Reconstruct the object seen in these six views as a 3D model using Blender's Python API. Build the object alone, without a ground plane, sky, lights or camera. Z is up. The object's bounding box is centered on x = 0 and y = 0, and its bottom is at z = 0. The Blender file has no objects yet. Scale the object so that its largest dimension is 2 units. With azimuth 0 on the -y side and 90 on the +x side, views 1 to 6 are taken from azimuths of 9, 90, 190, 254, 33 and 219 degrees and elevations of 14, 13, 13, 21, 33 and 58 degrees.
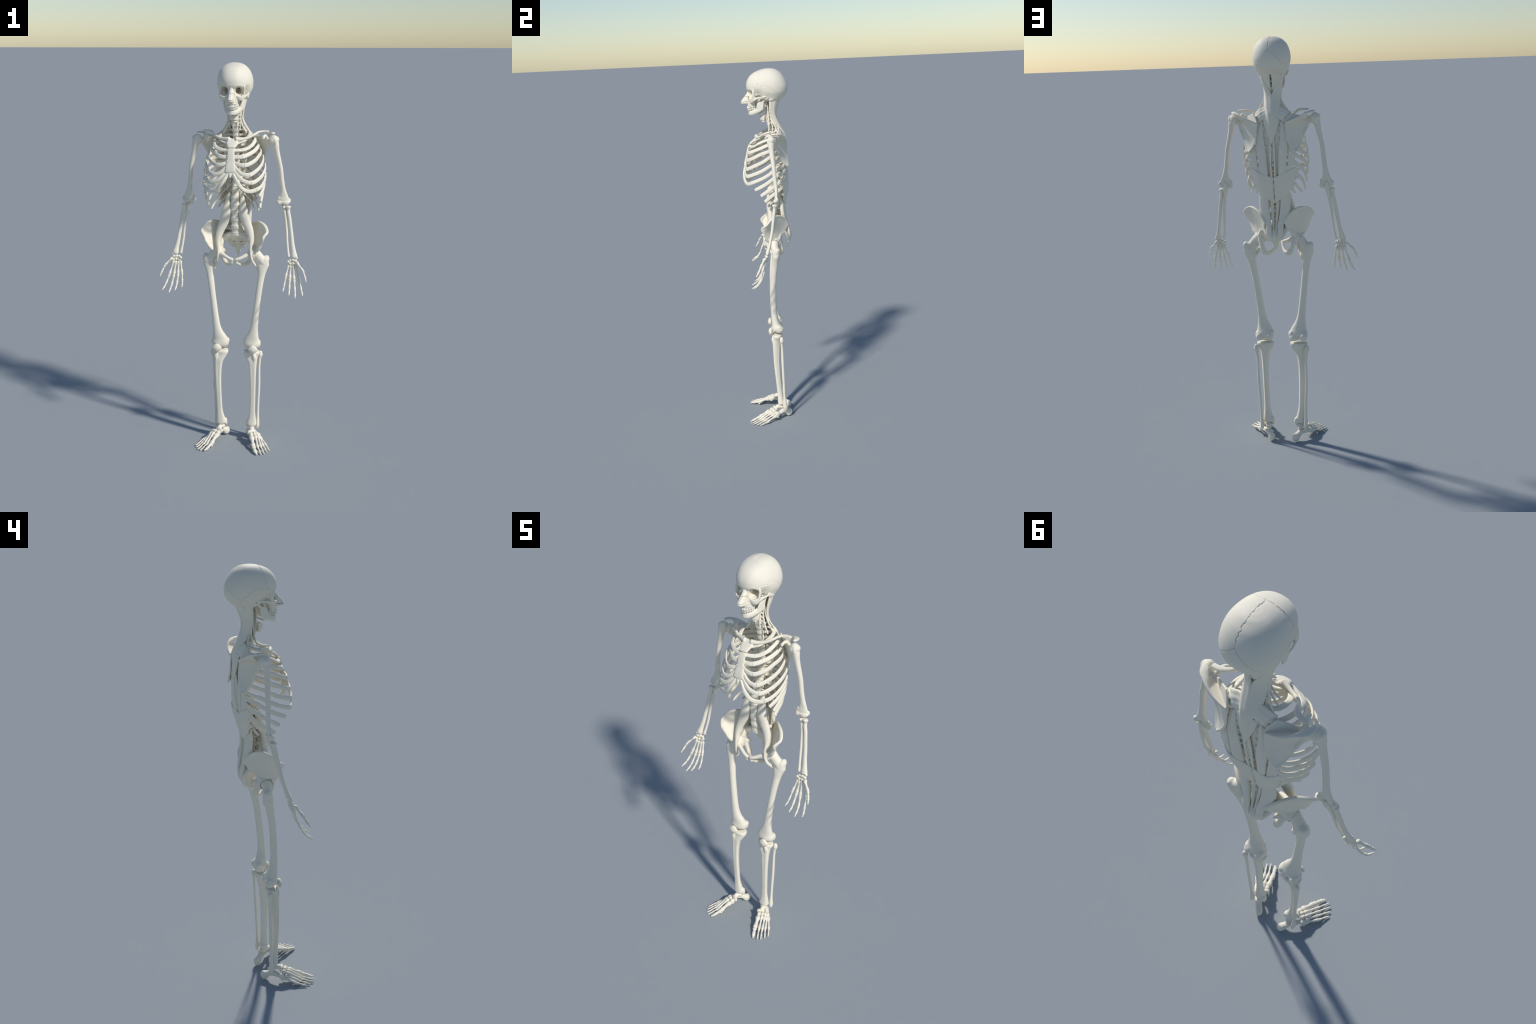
# Human skeleton with the deep back, neck and psoas muscles, standing, arms slightly
# away from the body, feet turned out.  Faces -y; its left side is +x.
import bpy, math
import numpy as np
from mathutils import noise, Vector

# ------------------------------------------------------------------ toolkit
def V3(*a):
    return np.array(a, float)

def unit(v):
    return v / (np.linalg.norm(v, axis=-1, keepdims=True) + 1e-12)

def spline(P, n):
    """Non-uniform cubic through control rows P (first three columns are the position)."""
    P = np.asarray(P, float)
    if len(P) == 2:
        t = np.linspace(0, 1, n)[:, None]
        return P[0] * (1 - t) + P[1] * t
    d = np.linalg.norm(np.diff(P[:, :3], axis=0), axis=1) ** 0.7 + 1e-9
    t = np.concatenate([[0], np.cumsum(d)])
    m = np.zeros_like(P)
    s = np.diff(P, axis=0) / d[:, None]
    m[1:-1] = (s[:-1] * d[1:, None] + s[1:] * d[:-1, None]) / (d[1:] + d[:-1])[:, None]
    m[0] = 1.5 * s[0] - .5 * m[1]
    m[-1] = 1.5 * s[-1] - .5 * m[-2]
    q = np.linspace(0, t[-1], n)
    i = np.clip(np.searchsorted(t, q, side='right') - 1, 0, len(d) - 1)
    h = d[i][:, None]
    u = ((q - t[i]) / d[i])[:, None]
    return ((2 * u**3 - 3 * u**2 + 1) * P[i] + (u**3 - 2 * u**2 + u) * h * m[i]
            + (-2 * u**3 + 3 * u**2) * P[i + 1] + (u**3 - u**2) * h * m[i + 1])

def sweep(C, hint, seg=18, p=2.0, cap=(1.0, 1.0), shape=None):
    """Tube along dense rows C = (x,y,z,a,b); a lies along the hint direction."""
    C = np.asarray(C, float)
    pos = C[:, :3]
    T = unit(np.gradient(pos, axis=0))
    H = np.asarray(hint, float)
    if H.ndim == 1:
        H = np.repeat(H[None], len(C), 0)
    U = unit(H - (H * T).sum(1, keepdims=True) * T)
    W = np.cross(T, U)
    th = np.linspace(0, 2 * np.pi, seg, endpoint=False)
    c = np.sign(np.cos(th)) * np.abs(np.cos(th)) ** (2 / p)
    s = np.sign(np.sin(th)) * np.abs(np.sin(th)) ** (2 / p)
    rings = []
    def ring(i, k, off):
        f = shape(th, i / (len(C) - 1)) if shape else 1.0
        rings.append(pos[i] + T[i] * off + (U[i][None] * (c * f * C[i, 3] * k)[:, None])
                     + (W[i][None] * (s * f * C[i, 4] * k)[:, None]))
    r0 = min(C[0, 3], C[0, 4]) * cap[0]
    r1 = min(C[-1, 3], C[-1, 4]) * cap[1]
    for k in (4, 3, 2, 1):
        a = k * math.pi / 2 / 4.4
        ring(0, math.cos(a), -math.sin(a) * r0)
    for i in range(len(C)):
        ring(i, 1.0, 0.0)
    for k in (1, 2, 3, 4):
        a = k * math.pi / 2 / 4.4
        ring(len(C) - 1, math.cos(a), math.sin(a) * r1)
    v = np.vstack(rings + [(pos[0] - T[0] * r0)[None], (pos[-1] + T[-1] * r1)[None]])
    n = len(rings)
    f = []
    for i in range(n - 1):
        a, b = i * seg, (i + 1) * seg
        for j in range(seg):
            k = (j + 1) % seg
            f.append((a + j, a + k, b + k, b + j))
    A, B = n * seg, n * seg + 1
    for j in range(seg):
        k = (j + 1) % seg
        f.append((A, k, j))
        f.append((B, (n - 1) * seg + j, (n - 1) * seg + k))
    return v, f

def loft(ctrl, hint=(1, 0, 0), seg=18, step=.004, **kw):
    P = np.asarray(ctrl, float)
    L = np.linalg.norm(np.diff(P[:, :3], axis=0), axis=1).sum()
    n = max(6, int(L / step))
    H = np.asarray(hint, float)
    if H.ndim == 2:
        Q = spline(np.hstack([P, H]), n)
        return sweep(Q[:, :5], Q[:, 5:], seg, **kw)
    return sweep(spline(P, n), H, seg, **kw)

def ball(c, r, seg=24, rot=None):
    th = np.linspace(0, 2 * np.pi, seg, endpoint=False)
    ph = np.linspace(0, np.pi, seg // 2 + 1)[1:-1]
    v = [(0, 0, 1)]
    for q in ph:
        v += [(math.sin(q) * math.cos(t), math.sin(q) * math.sin(t), math.cos(q)) for t in th]
    v.append((0, 0, -1))
    v = np.array(v) * np.asarray(r, float)
    if rot is not None:
        v = v @ np.asarray(rot).T
    v = v + np.asarray(c, float)
    f = []
    n = len(ph)
    for j in range(seg):
        k = (j + 1) % seg
        f.append((0, 1 + j, 1 + k))
        for i in range(n - 1):
            f.append((1 + i * seg + j, 1 + (i + 1) * seg + j, 1 + (i + 1) * seg + k, 1 + i * seg + k))
        f.append((1 + (n - 1) * seg + k, 1 + (n - 1) * seg + j, 1 + n * seg))
    return v, f

def sheet(grid, thick, out=(0, 1, 0), nu=40, nv=24, mid=False, edge=.12, rim=.3, tmap=None, relief=None):
    """Curved plate through a control grid.  The grid is its outer face (towards 'out')
    unless mid is set; thickness thins towards the rim."""
    G = np.asarray(grid, float)
    A = np.stack([spline(G[i], nv) for i in range(len(G))])
    S = np.stack([spline(A[:, j], nu) for j in range(nv)], 1)
    du = np.gradient(S, axis=0)
    dv = np.gradient(S, axis=1)
    N = unit(np.cross(du, dv))
    if (N * np.asarray(out, float)).sum(-1).mean() < 0:
        N = -N
    u = np.linspace(0, 1, nu)[:, None]
    w = np.linspace(0, 1, nv)[None]
    d = np.minimum(np.minimum(u, 1 - u), np.minimum(w, 1 - w) * np.ones_like(u))
    pr = rim + (1 - rim) * np.sqrt(np.clip(1 - (1 - np.clip(d / edge, 0, 1)) ** 2, 0, 1))
    t = thick * pr
    if tmap is not None:
        t = t * tmap(u, w)
    t = t[..., None]
    if relief is not None:
        S = S + N * relief(u, w)[..., None]
    if mid:
        a, b = S + N * t / 2, S - N * t / 2
    else:
        drop = (thick * (1 - pr))[..., None] * .5
        a, b = S - N * drop, S - N * (drop + t)
    v = np.vstack([a.reshape(-1, 3), b.reshape(-1, 3)])
    f = []
    M = nu * nv
    e = np.cross(du, dv).reshape(-1, 3)
    flip = (e * N.reshape(-1, 3)).sum(-1).mean() < 0
    def q(*k):
        f.append(tuple(reversed(k)) if flip else k)
    for i in range(nu - 1):
        for j in range(nv - 1):
            k = i * nv + j
            q(k, k + nv, k + nv + 1, k + 1)
            q(M + k, M + k + 1, M + k + nv + 1, M + k + nv)
    for i in range(nu - 1):
        k = i * nv
        q(k, M + k, M + k + nv, k + nv)
        k = i * nv + nv - 1
        q(k, k + nv, M + k + nv, M + k)
    for j in range(nv - 1):
        q(j, j + 1, M + j + 1, M + j)
        k = (nu - 1) * nv + j
        q(k, M + k, M + k + 1, k + 1)
    return v, f

def make_mesh(name, parts):
    if isinstance(parts, tuple):
        parts = [parts]
    vs, fs, o = [], [], 0
    for v, f in parts:
        vs.append(v)
        fs += [tuple(i + o for i in q) for q in f]
        o += len(v)
    me = bpy.data.meshes.new(name)
    me.from_pydata(np.vstack(vs).tolist(), [], fs)
    me.update()
    return me

def evaluated(ob):
    dg = bpy.context.evaluated_depsgraph_get()
    dg.update()
    return bpy.data.meshes.new_from_object(ob.evaluated_get(dg))

def relax(me, n):
    """Smoothing that keeps the volume (a shrink step, then a slightly larger swell step)."""
    c = coords(me)
    e = np.empty(len(me.edges) * 2, int)
    me.edges.foreach_get('vertices', e)
    a, b = e[::2], e[1::2]
    N = len(c)
    deg = np.maximum(np.bincount(a, minlength=N) + np.bincount(b, minlength=N), 1)
    for i in range(n):
        for f in (.55, -.57) if i < n - 1 else (.5,):
            m = np.stack([np.bincount(a, c[b, k], N) + np.bincount(b, c[a, k], N) for k in range(3)], 1) / deg[:, None]
            c = c + f * (m - c)
    set_coords(me, c)

def fuse(parts, voxel=.002, smooth=4, cut=None, swell=0.0):
    """Union of closed pieces into one smooth skin; 'cut' pieces are carved out."""
    me = make_mesh('tmp', parts)
    ob = bpy.data.objects.new('tmp', me)
    bpy.context.scene.collection.objects.link(ob)
    m = ob.modifiers.new('r', 'REMESH')
    m.mode = 'VOXEL'
    m.voxel_size = voxel
    cutters = []
    if cut:
        for c in cut:
            co = bpy.data.objects.new('cut', make_mesh('cut', c))
            bpy.context.scene.collection.objects.link(co)
            b = ob.modifiers.new('b', 'BOOLEAN')
            b.operation = 'DIFFERENCE'
            b.solver = 'EXACT'
            b.object = co
            cutters.append(co)
        m2 = ob.modifiers.new('r2', 'REMESH')
        m2.mode = 'VOXEL'
        m2.voxel_size = voxel
    out = evaluated(ob)
    relax(out, smooth)
    if swell:
        nn = np.empty(len(out.vertices) * 3)
        out.vertices.foreach_get('normal', nn)
        set_coords(out, coords(out) + nn.reshape(-1, 3) * swell)
    for o in cutters + [ob]:
        d = o.data
        bpy.data.objects.remove(o)
        bpy.data.meshes.remove(d)
    return out

def coords(me):
    a = np.empty(len(me.vertices) * 3)
    me.vertices.foreach_get('co', a)
    return a.reshape(-1, 3)

def set_coords(me, c):
    me.vertices.foreach_set('co', np.asarray(c, float).ravel())
    me.update()

# ------------------------------------------------------------------ materials
def bone_material(name, light, dark, rough, bump=.06):
    m = bpy.data.materials.new(name)
    m.use_nodes = True
    nt = m.node_tree
    b = nt.nodes['Principled BSDF']
    tc = nt.nodes.new('ShaderNodeTexCoord')
    n1 = nt.nodes.new('ShaderNodeTexNoise')
    n1.inputs['Scale'].default_value = 28
    n1.inputs['Detail'].default_value = 5
    rp = nt.nodes.new('ShaderNodeValToRGB')
    rp.color_ramp.elements[0].position = .3
    rp.color_ramp.elements[0].color = (*dark, 1)
    rp.color_ramp.elements[1].position = .7
    rp.color_ramp.elements[1].color = (*light, 1)
    n2 = nt.nodes.new('ShaderNodeTexNoise')
    n2.inputs['Scale'].default_value = 420
    n2.inputs['Detail'].default_value = 3
    bp = nt.nodes.new('ShaderNodeBump')
    bp.inputs['Strength'].default_value = bump
    bp.inputs['Distance'].default_value = .0006
    L = nt.links.new
    L(tc.outputs['Object'], n1.inputs['Vector'])
    L(tc.outputs['Object'], n2.inputs['Vector'])
    L(n1.outputs['Fac'], rp.inputs['Fac'])
    L(rp.outputs['Color'], b.inputs['Base Color'])
    L(n2.outputs['Fac'], bp.inputs['Height'])
    L(bp.outputs['Normal'], b.inputs['Normal'])
    b.inputs['Roughness'].default_value = rough
    b.inputs['Specular IOR Level'].default_value = .3
    return m

BONE = bone_material('ivory_bone', (.845, .790, .665), (.825, .770, .645), .62)
MUSCLE = bone_material('pale_muscle', (.845, .790, .665), (.825, .770, .645), .66)
CARTILAGE = bone_material('pale_cartilage', (.85, .797, .675), (.835, .78, .655), .58)
ENAMEL = bone_material('tooth_enamel', (.86, .81, .70), (.84, .79, .68), .40, .0)

# ------------------------------------------------------------------ scene graph
def empty(name, parent=None):
    o = bpy.data.objects.new(name, None)
    o.empty_display_size = .05
    bpy.context.scene.collection.objects.link(o)
    o.parent = parent
    return o

ROOT = empty('human_skeleton')
ROOT['label'] = 'ivory human skeleton with deep back muscles, standing'
ROOT['category'] = 'skeleton'

def put(name, me, parent=None, mat=None, smooth=True):
    me.name = name
    if not me.materials:
        me.materials.append(mat or BONE)
    me.polygons.foreach_set('use_smooth', [smooth] * len(me.polygons))
    o = bpy.data.objects.new(name, me)
    bpy.context.scene.collection.objects.link(o)
    o.parent = parent or ROOT
    return o

def mirrored(me):
    m = me.copy()
    c = coords(m)
    c[:, 0] *= -1
    set_coords(m, c)
    m.flip_normals()
    return m

def both(name, me, parents=None, mat=None):
    pl, pr = parents if parents else (None, None)
    a = put(name, me, pl, mat)
    b = put(name, mirrored(me), pr, mat)
    return a, b

def mk(parts):
    return make_mesh('part', parts)

# ------------------------------------------------------------------ spine
# front of the vertebral column (z -> y) and the levels of the vertebrae
FRONT_Z = [1.00, 1.138, 1.179, 1.220, 1.264, 1.297, 1.343, 1.394, 1.42, 1.45, 1.50, 1.56, 1.62, 1.66, 1.70, 1.763, 1.83]
FRONT_Y = [.100, .027, .016, .010, .007, .005, .012, .034, .050, .060, .064, .058, .047, .038, .027, .021, .022]
def front(z):
    return float(np.interp(z, FRONT_Z, FRONT_Y))

LEVELS = dict(C1=1.827, C2=1.806, C3=1.786, C4=1.766, C5=1.746, C6=1.725, C7=1.704,
              T1=1.681, T2=1.655, T3=1.628, T4=1.601, T5=1.574, T6=1.547, T7=1.520, T8=1.492,
              T9=1.464, T10=1.435, T11=1.402, T12=1.360, L1=1.318, L2=1.281, L3=1.243, L4=1.200, L5=1.159)
NAMES = list(LEVELS)
SPINE = empty('spine', ROOT)

def vertebra(k):
    nm = NAMES[k]
    z = LEVELS[nm]
    zu = LEVELS[NAMES[k - 1]] if k else z + .02
    zd = LEVELS[NAMES[k + 1]] if k < 23 else 1.122
    h = (zu - zd) / 2
    reg = nm[0]
    n = int(nm[1:])
    tan = unit(V3(0, front(z + .02) - front(z - .02), .04))
    fwd = unit(V3(0, -tan[2], tan[1]))
    back = -fwd
    if reg == 'C':
        w, d = .0120 + .0009 * n, .0090
    elif reg == 'T':
        w, d = max(.0165, .0185 - .0006 * n) + (.0006 * max(0, n - 6)), .0115 + .0005 * n
    else:
        w, d = .0215, .0170
    f0 = V3(0, front(z), z)
    c = f0 + back * d
    hh = h * .43
    P = []
    def at(x, b, u):
        return c + V3(x, 0, 0) + back * b + tan * u
    body = []
    for s, k2 in ((-1, 1.05), (-.82, 1.07), (-.45, .92), (0, .87), (.45, .92), (.82, 1.07), (1, 1.05)):
        q = c + tan * hh * s
        body.append((*q, w * k2, d * k2))
    P.append(loft(body, (1, 0, 0), 24, .002, p=2.3, cap=(.05, .05)))
    def rod(pts, hint=(0, 0, 1)):
        P.append(loft([(*q, a, b) for q, a, b in pts], hint, 10, .003))
    for s in (-1, 1):
        if reg == 'T':
            rod([(at(s * w * .55, d * .7, h * .15), .006, .004), (at(s * w * .7, d * 1.5, h * .15), .006, .004), (at(s * .002, d * 2.2, -h * .1), .008, .004)])
            tp = .026 - .0011 * max(0, n - 2)
            rod([(at(s * w * .7, d * 1.4, h * .1), .006, .005), (at(s * (w + tp * .45), d * 2.0, h * .2), .0045, .004), (at(s * (w + tp * .75), d * 2.5, h * .25), .006, .005)])
            P.append(ball(at(s * w * .7, d * 1.55, h * .62), (.005, .003, .008), 12))
        elif reg == 'C':
            rod([(at(s * w * .7, d * .5, 0), .005, .004), (at(s * w * 1.2, d * 1.6, 0), .006, .0045), (at(s * .003, d * 3.0, -h * .1), .0055, .0035)])
            tp = .012 if n not in (1, 7) else .020
            rod([(at(s * w * .7, d * .3, 0), .004, .004), (at(s * (w + tp * .5), d * .2, -h * .1), .004, .005), (at(s * (w + tp), d * .3, -h * .25), .0035, .004)])
            P.append(ball(at(s * w * 1.15, d * 1.5, 0), (.006, .006, h * .48), 12))
        else:
            rod([(at(s * w * .6, d * .7, h * .2), .008, .005), (at(s * w * .75, d * 1.5, h * .1), .008, .005), (at(s * .002, d * 2.2, -h * .15), .011, .004)])
            rod([(at(s * w * .75, d * 1.2, h * .1), .006, .005), (at(s * (w + .010), d * 1.5, h * .15), .005, .004), (at(s * (w + .020), d * 1.7, h * .15), .006, .004)])
            P.append(ball(at(s * w * .7, d * 1.6, h * .5), (.006, .006, .010), 12))
            P.append(ball(at(s * w * .6, d * 1.75, -h * .5), (.005, .006, .011), 12))
    # spinous process, its tip just under the back muscles
    if reg == 'T':
        ty = float(np.interp(z, [1.36, 1.45, 1.55, 1.62, 1.68], [.112, .118, .124, .118, .104]))
        drop = [.012, .018, .022, .026, .030, .034, .036, .036, .032, .026, .018, .012][n - 1]
        rod([(at(0, d * 1.9, 0), .008, .004), (V3(0, (c[1] + d * 2 + ty) / 2, z - drop * .5), .006, .003), (V3(0, ty, z - drop), .006, .0035)], tan)
    elif reg == 'C' and n > 1:
        ln = {2: .078, 3: .068, 4: .068, 5: .074, 6: .080, 7: .093}[n]
        rod([(at(0, d * 2.6, 0), .006, .003), (V3(0, ln, z - .010), .005, .004)], tan)
    elif reg == 'L':
        rod([(at(0, d * 2.0, 0), .012, .003), (V3(0, .078, z - .004), .012, .003), (V3(0, .096, z - .008), .011, .004)], tan)
    if nm == 'C2':
        P.append(loft([(*at(0, 0, 0), .006, .006), (*at(0, 0, .022), .0055, .0055)], (1, 0, 0), 12))
    return fuse(P, .0016, 3)

for k in range(24):
    put('vertebra', vertebra(k), SPINE)
for k in range(1, 24):   # discs
    zu = LEVELS[NAMES[k]]
    zd = LEVELS[NAMES[k + 1]] if k < 23 else 1.120
    z = (zu + zd) / 2
    reg = NAMES[k][0]
    n = int(NAMES[k][1:])
    w, d = (.0128 + .0009 * n, .0096) if reg == 'C' else ((max(.0172, .0192 - .0006 * n) + (.0006 * max(0, n - 6)), .0122 + .0005 * n) if reg == 'T' else (.0222, .0178))
    tan = unit(V3(0, front(z + .02) - front(z - .02), .04))
    back = unit(V3(0, tan[2], -tan[1]))
    c = V3(0, front(z), z) + back * (d - .0012)
    h = (zu - zd) * .11
    put('intervertebral_disc', mk(loft([(*(c - tan * h), w * .95, d * .95), (*c, w * .98, d * .98), (*(c + tan * h), w * .95, d * .95)], (1, 0, 0), 28, .002, p=2.3, cap=(.1, .1))), SPINE, CARTILAGE)

# ------------------------------------------------------------------ sacrum
sac = [loft([(0, .045, 1.138, .030, .019), (0, .071, 1.117, .034, .018), (0, .108, 1.092, .036, .013),
             (0, .119, 1.070, .030, .010), (0, .120, 1.050, .022, .009), (0, .1175, 1.036, .012, .006)], (1, 0, 0), 32, .003, p=2.6)]
for s in (-1, 1):
    sac.append(loft([(s * .016, .047, 1.135, .019, .014), (s * .038, .052, 1.129, .019, .016), (s * .058, .063, 1.114, .019, .019)], (0, -.5, .8), 20, .003))
    sac.append(loft([(s * .052, .080, 1.118, .016, .010), (s * .044, .104, 1.090, .012, .009), (s * .028, .117, 1.058, .008, .007)], (1, 0, 0), 16, .003))
    sac.append(loft([(s * .004, .116, 1.030, .004, .004), (s * .014, .114, 1.032, .003, .003)], (0, 0, 1), 8, .003))
sac.append(loft([(0, .118, 1.10, .006, .006), (0, .132, 1.085, .005, .006), (0, .131, 1.06, .005, .005), (0, .124, 1.04, .004, .004)], (1, 0, 0), 12, .003))
holes = []
for s in (-1, 1):
    for x, y, z, r in ((.0190, .096, 1.089, .0070), (.0165, .107, 1.069, .0048), (.0130, .112, 1.055, .0032)):
        holes.append(ball((s * x, y, z), (r, r * 2.2, r), 12))
put('sacrum', fuse(sac, .002, 4, cut=holes), SPINE)
for i, (y, z, r) in enumerate(((.1145, 1.026, .0085), (.1115, 1.0155, .0065), (.1095, 1.0065, .0045))):
    put('coccyx', mk(loft([(0, y, z + .004, r, r * .65), (0, y - .0005, z - .002, r * .75, r * .6)], (1, 0, 0), 14, .002)), SPINE)

# ------------------------------------------------------------------ rib cage
CAGE = empty('rib_cage', ROOT)
RIBS = {
 1: [(.018,.056,1.672),(.042,.074,1.669),(.066,.066,1.661),(.077,.038,1.652),(.074,.006,1.640),(.056,-.025,1.624),(.022,-.044,1.611)],
 2: [(.020,.066,1.645),(.045,.094,1.645),(.076,.090,1.639),(.098,.055,1.630),(.104,.013,1.618),(.094,-.030,1.601),(.078,-.047,1.590),(.052,-.064,1.583),(.013,-.0755,1.582)],
 3: [(.020,.074,1.618),(.045,.098,1.619),(.083,.095,1.613),(.112,.062,1.604),(.120,.022,1.593),(.109,-.020,1.576),(.088,-.052,1.563),(.056,-.080,1.552),(.014,-.0860,1.550)],
 4: [(.020,.080,1.592),(.045,.104,1.592),(.088,.100,1.585),(.122,.065,1.574),(.133,.025,1.560),(.127,-.018,1.546),(.114,-.052,1.530),(.068,-.095,1.512),(.014,-.0930,1.523)],
 5: [(.020,.084,1.566),(.045,.107,1.566),(.085,.103,1.558),(.122,.080,1.551),(.143,.038,1.534),(.143,-.006,1.507),(.126,-.057,1.484),(.092,-.098,1.466),(.057,-.105,1.472),(.017,-.0990,1.508)],
 6: [(.020,.087,1.539),(.045,.109,1.539),(.085,.108,1.529),(.128,.094,1.517),(.154,.036,1.488),(.150,-.014,1.459),(.137,-.055,1.442),(.105,-.098,1.428),(.063,-.110,1.440),(.015,-.1020,1.487)],
 7: [(.020,.089,1.512),(.045,.109,1.512),(.082,.111,1.499),(.122,.104,1.482),(.151,.054,1.456),(.155,-.008,1.421),(.137,-.070,1.396),(.100,-.096,1.385),(.072,-.109,1.392),(.040,-.118,1.427),(.009,-.1060,1.475)],
 8: [(.020,.088,1.485),(.045,.108,1.485),(.082,.112,1.471),(.121,.106,1.451),(.148,.058,1.422),(.151,.000,1.384),(.138,-.058,1.355)],
 9: [(.020,.085,1.457),(.045,.106,1.457),(.081,.112,1.442),(.116,.106,1.415),(.140,.066,1.382),(.144,.012,1.346),(.142,-.027,1.322)],
 10: [(.020,.076,1.428),(.045,.099,1.426),(.080,.107,1.408),(.111,.100,1.372),(.133,.058,1.335),(.136,.015,1.305),(.135,-.006,1.287)],
 11: [(.020,.062,1.397),(.046,.090,1.376),(.083,.084,1.337),(.113,.046,1.296),(.125,.022,1.269)],
 12: [(.020,.052,1.362),(.049,.075,1.335),(.077,.076,1.303),(.097,.057,1.273)],
}
JOINT = {1: (.048,-.033,1.620), 2: (.054,-.063,1.583), 3: (.057,-.081,1.552), 4: (.068,-.095,1.512), 5: (.091,-.098,1.466), 6: (.105,-.098,1.428), 7: (.126,-.083,1.391)}
for r, pts in RIBS.items():
    n = 150
    C = spline(pts, n)
    t = np.linspace(0, 1, n)
    # the points were read on the outer face: sink the axis by half the thickness
    inw = unit(np.stack([-C[:, 0], .03 - C[:, 1], 0 * t], 1))
    C = C + inw * (.0026 * np.clip((t - .35) / .2, 0, 1))[:, None]
    big = {1: .0100, 2: .0096, 11: .0065, 12: .0055}.get(r, .0104)
    thin = {1: .0038, 11: .0036, 12: .0034}.get(r, .0043)
    a = np.interp(t, [0, .06, .15, .5, .95, 1], [.55, .55, .75, .92, 1.02, 1.0]) * big
    b = np.interp(t, [0, .06, .2, 1], [1.2, 1.1, 1.0, 1.05]) * thin
    if r > 7:
        a *= np.interp(t, [0, .9, 1], [1, .97, .80 if r < 11 else .55])
    # wide side of the section: upright on the lower ribs, lying flat on the first
    T = unit(np.gradient(C, axis=0))
    outw = unit(np.stack([C[:, 0], C[:, 1] - .03, 0 * t], 1))
    up = np.repeat(V3(0, 0, 1)[None], n, 0)
    k = {1: .88, 2: .50, 3: .25}.get(r, .08)
    H = up * (1 - k) - outw * k * np.where(r == 1, 1, 1)
    if r in JOINT:
        j = int(np.linalg.norm(C - V3(*JOINT[r]), axis=1).argmin())
        swell = 1 + .06 * np.exp(-((np.arange(n) - j) / 4.0) ** 2)
        D = np.column_stack([C, a * swell, b * swell])
        both('rib', mk(sweep(D[:j + 1], H[:j + 1], 18, 2.8, (1, .02))), (CAGE, CAGE))
        K = D[j:].copy()
        u = np.linspace(0, 1, len(K))
        K[:, 3] *= np.interp(u, [0, .5, 1], [1.0, .92 if r > 1 else .8, .82 if r > 4 else .95])
        K[:, 4] *= np.interp(u, [0, .5, 1], [1.0, 1.25, 1.3])
        K[0, :3] += (K[1, :3] - K[0, :3]) * .25
        both('costal_cartilage', mk(sweep(K, H[j:], 18, 2.8, (.10, .4))), (CAGE, CAGE), CARTILAGE)
    else:
        both('rib', mk(sweep(np.column_stack([C, a, b]), H, 18, 2.8, (1, .35))), (CAGE, CAGE))
put('manubrium', fuse([loft([(0,-.026,1.634,.020,.0065), (0,-.034,1.627,.027,.007), (0,-.045,1.617,.030,.0075), (0,-.060,1.606,.025,.0070), (0,-.074,1.594,.0185,.0060)], (1,0,0), 28, .003, p=3.0, cap=(.5,.2))], .0016, 3, cut=[ball((0,-.022,1.645), (.012,.02,.012), 20)]), CAGE)
put('sternum', fuse([loft([(0,-.0765,1.590,.0165,.0060), (0,-.086,1.565,.0175,.0060), (0,-.0945,1.530,.0195,.0060), (0,-.1010,1.508,.0232,.0062), (0,-.1050,1.492,.0250,.0062), (0,-.1075,1.478,.0185,.0055)], (1,0,0), 28, .003, p=3.2, cap=(.2,.6))]
    + [ball((s * (.0165 + .0013 * i), -.081 - .0067 * i, 1.580 - .0240 * i), (.0035, .0050, .0065), 12) for s in (-1, 1) for i in range(5)], .0016, 8), CAGE)
put('xiphoid_process', mk(loft([(0,-.1085,1.475,.0085,.003), (0,-.113,1.463,.0075,.003), (0,-.1145,1.455,.0045,.0025)], (1,0,0), 14, .002)), CAGE, CARTILAGE)

# ------------------------------------------------------------------ shoulder girdle
clav = fuse([loft([(.017,-.038,1.633,.0120,.010), (.030,-.034,1.633,.0100,.009), (.052,-.025,1.634,.0076,.0070), (.075,-.015,1.639,.0068,.0064), (.101,.004,1.652,.0068,.0064), (.119,.035,1.662,.0078,.0058), (.141,.049,1.665,.0096,.0052), (.166,.050,1.6645,.0092,.0048)],
              [(0,.3,1), (0,.3,1), (0,.3,1), (0,.3,1), (.4,-.6,.6), (.6,-.8,.1), (.3,-1,0), (.2,-1,0)], 20, .003, cap=(.35, .5))], .0015, 4)
both('clavicle', clav)

blade = sheet([[(.089,.086,1.652),(.113,.073,1.642),(.138,.060,1.634),(.160,.052,1.628)],
               [(.069,.113,1.612),(.100,.094,1.611),(.135,.073,1.608),(.166,.054,1.606)],
               [(.071,.121,1.570),(.095,.107,1.566),(.125,.089,1.563),(.155,.068,1.568)],
               [(.074,.124,1.535),(.095,.113,1.530),(.119,.100,1.526),(.141,.083,1.530)],
               [(.089,.127,1.500),(.102,.121,1.496),(.115,.113,1.493),(.127,.103,1.496)],
               [(.106,.128,1.477),(.110,.128,1.474),(.115,.127,1.473),(.120,.123,1.476)]], .0068, nu=60, nv=40, mid=True, rim=.85)
fin = sheet([[(.072,.113,1.608),(.100,.096,1.613),(.135,.077,1.617),(.160,.064,1.622)],
             [(.071,.119,1.608),(.101,.110,1.617),(.137,.098,1.628),(.168,.084,1.640)],
             [(.071,.121,1.608),(.103,.118,1.620),(.138,.110,1.634),(.170,.090,1.651)]], .006, out=(0,0,1), nu=20, nv=40, mid=True, rim=.9)
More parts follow.
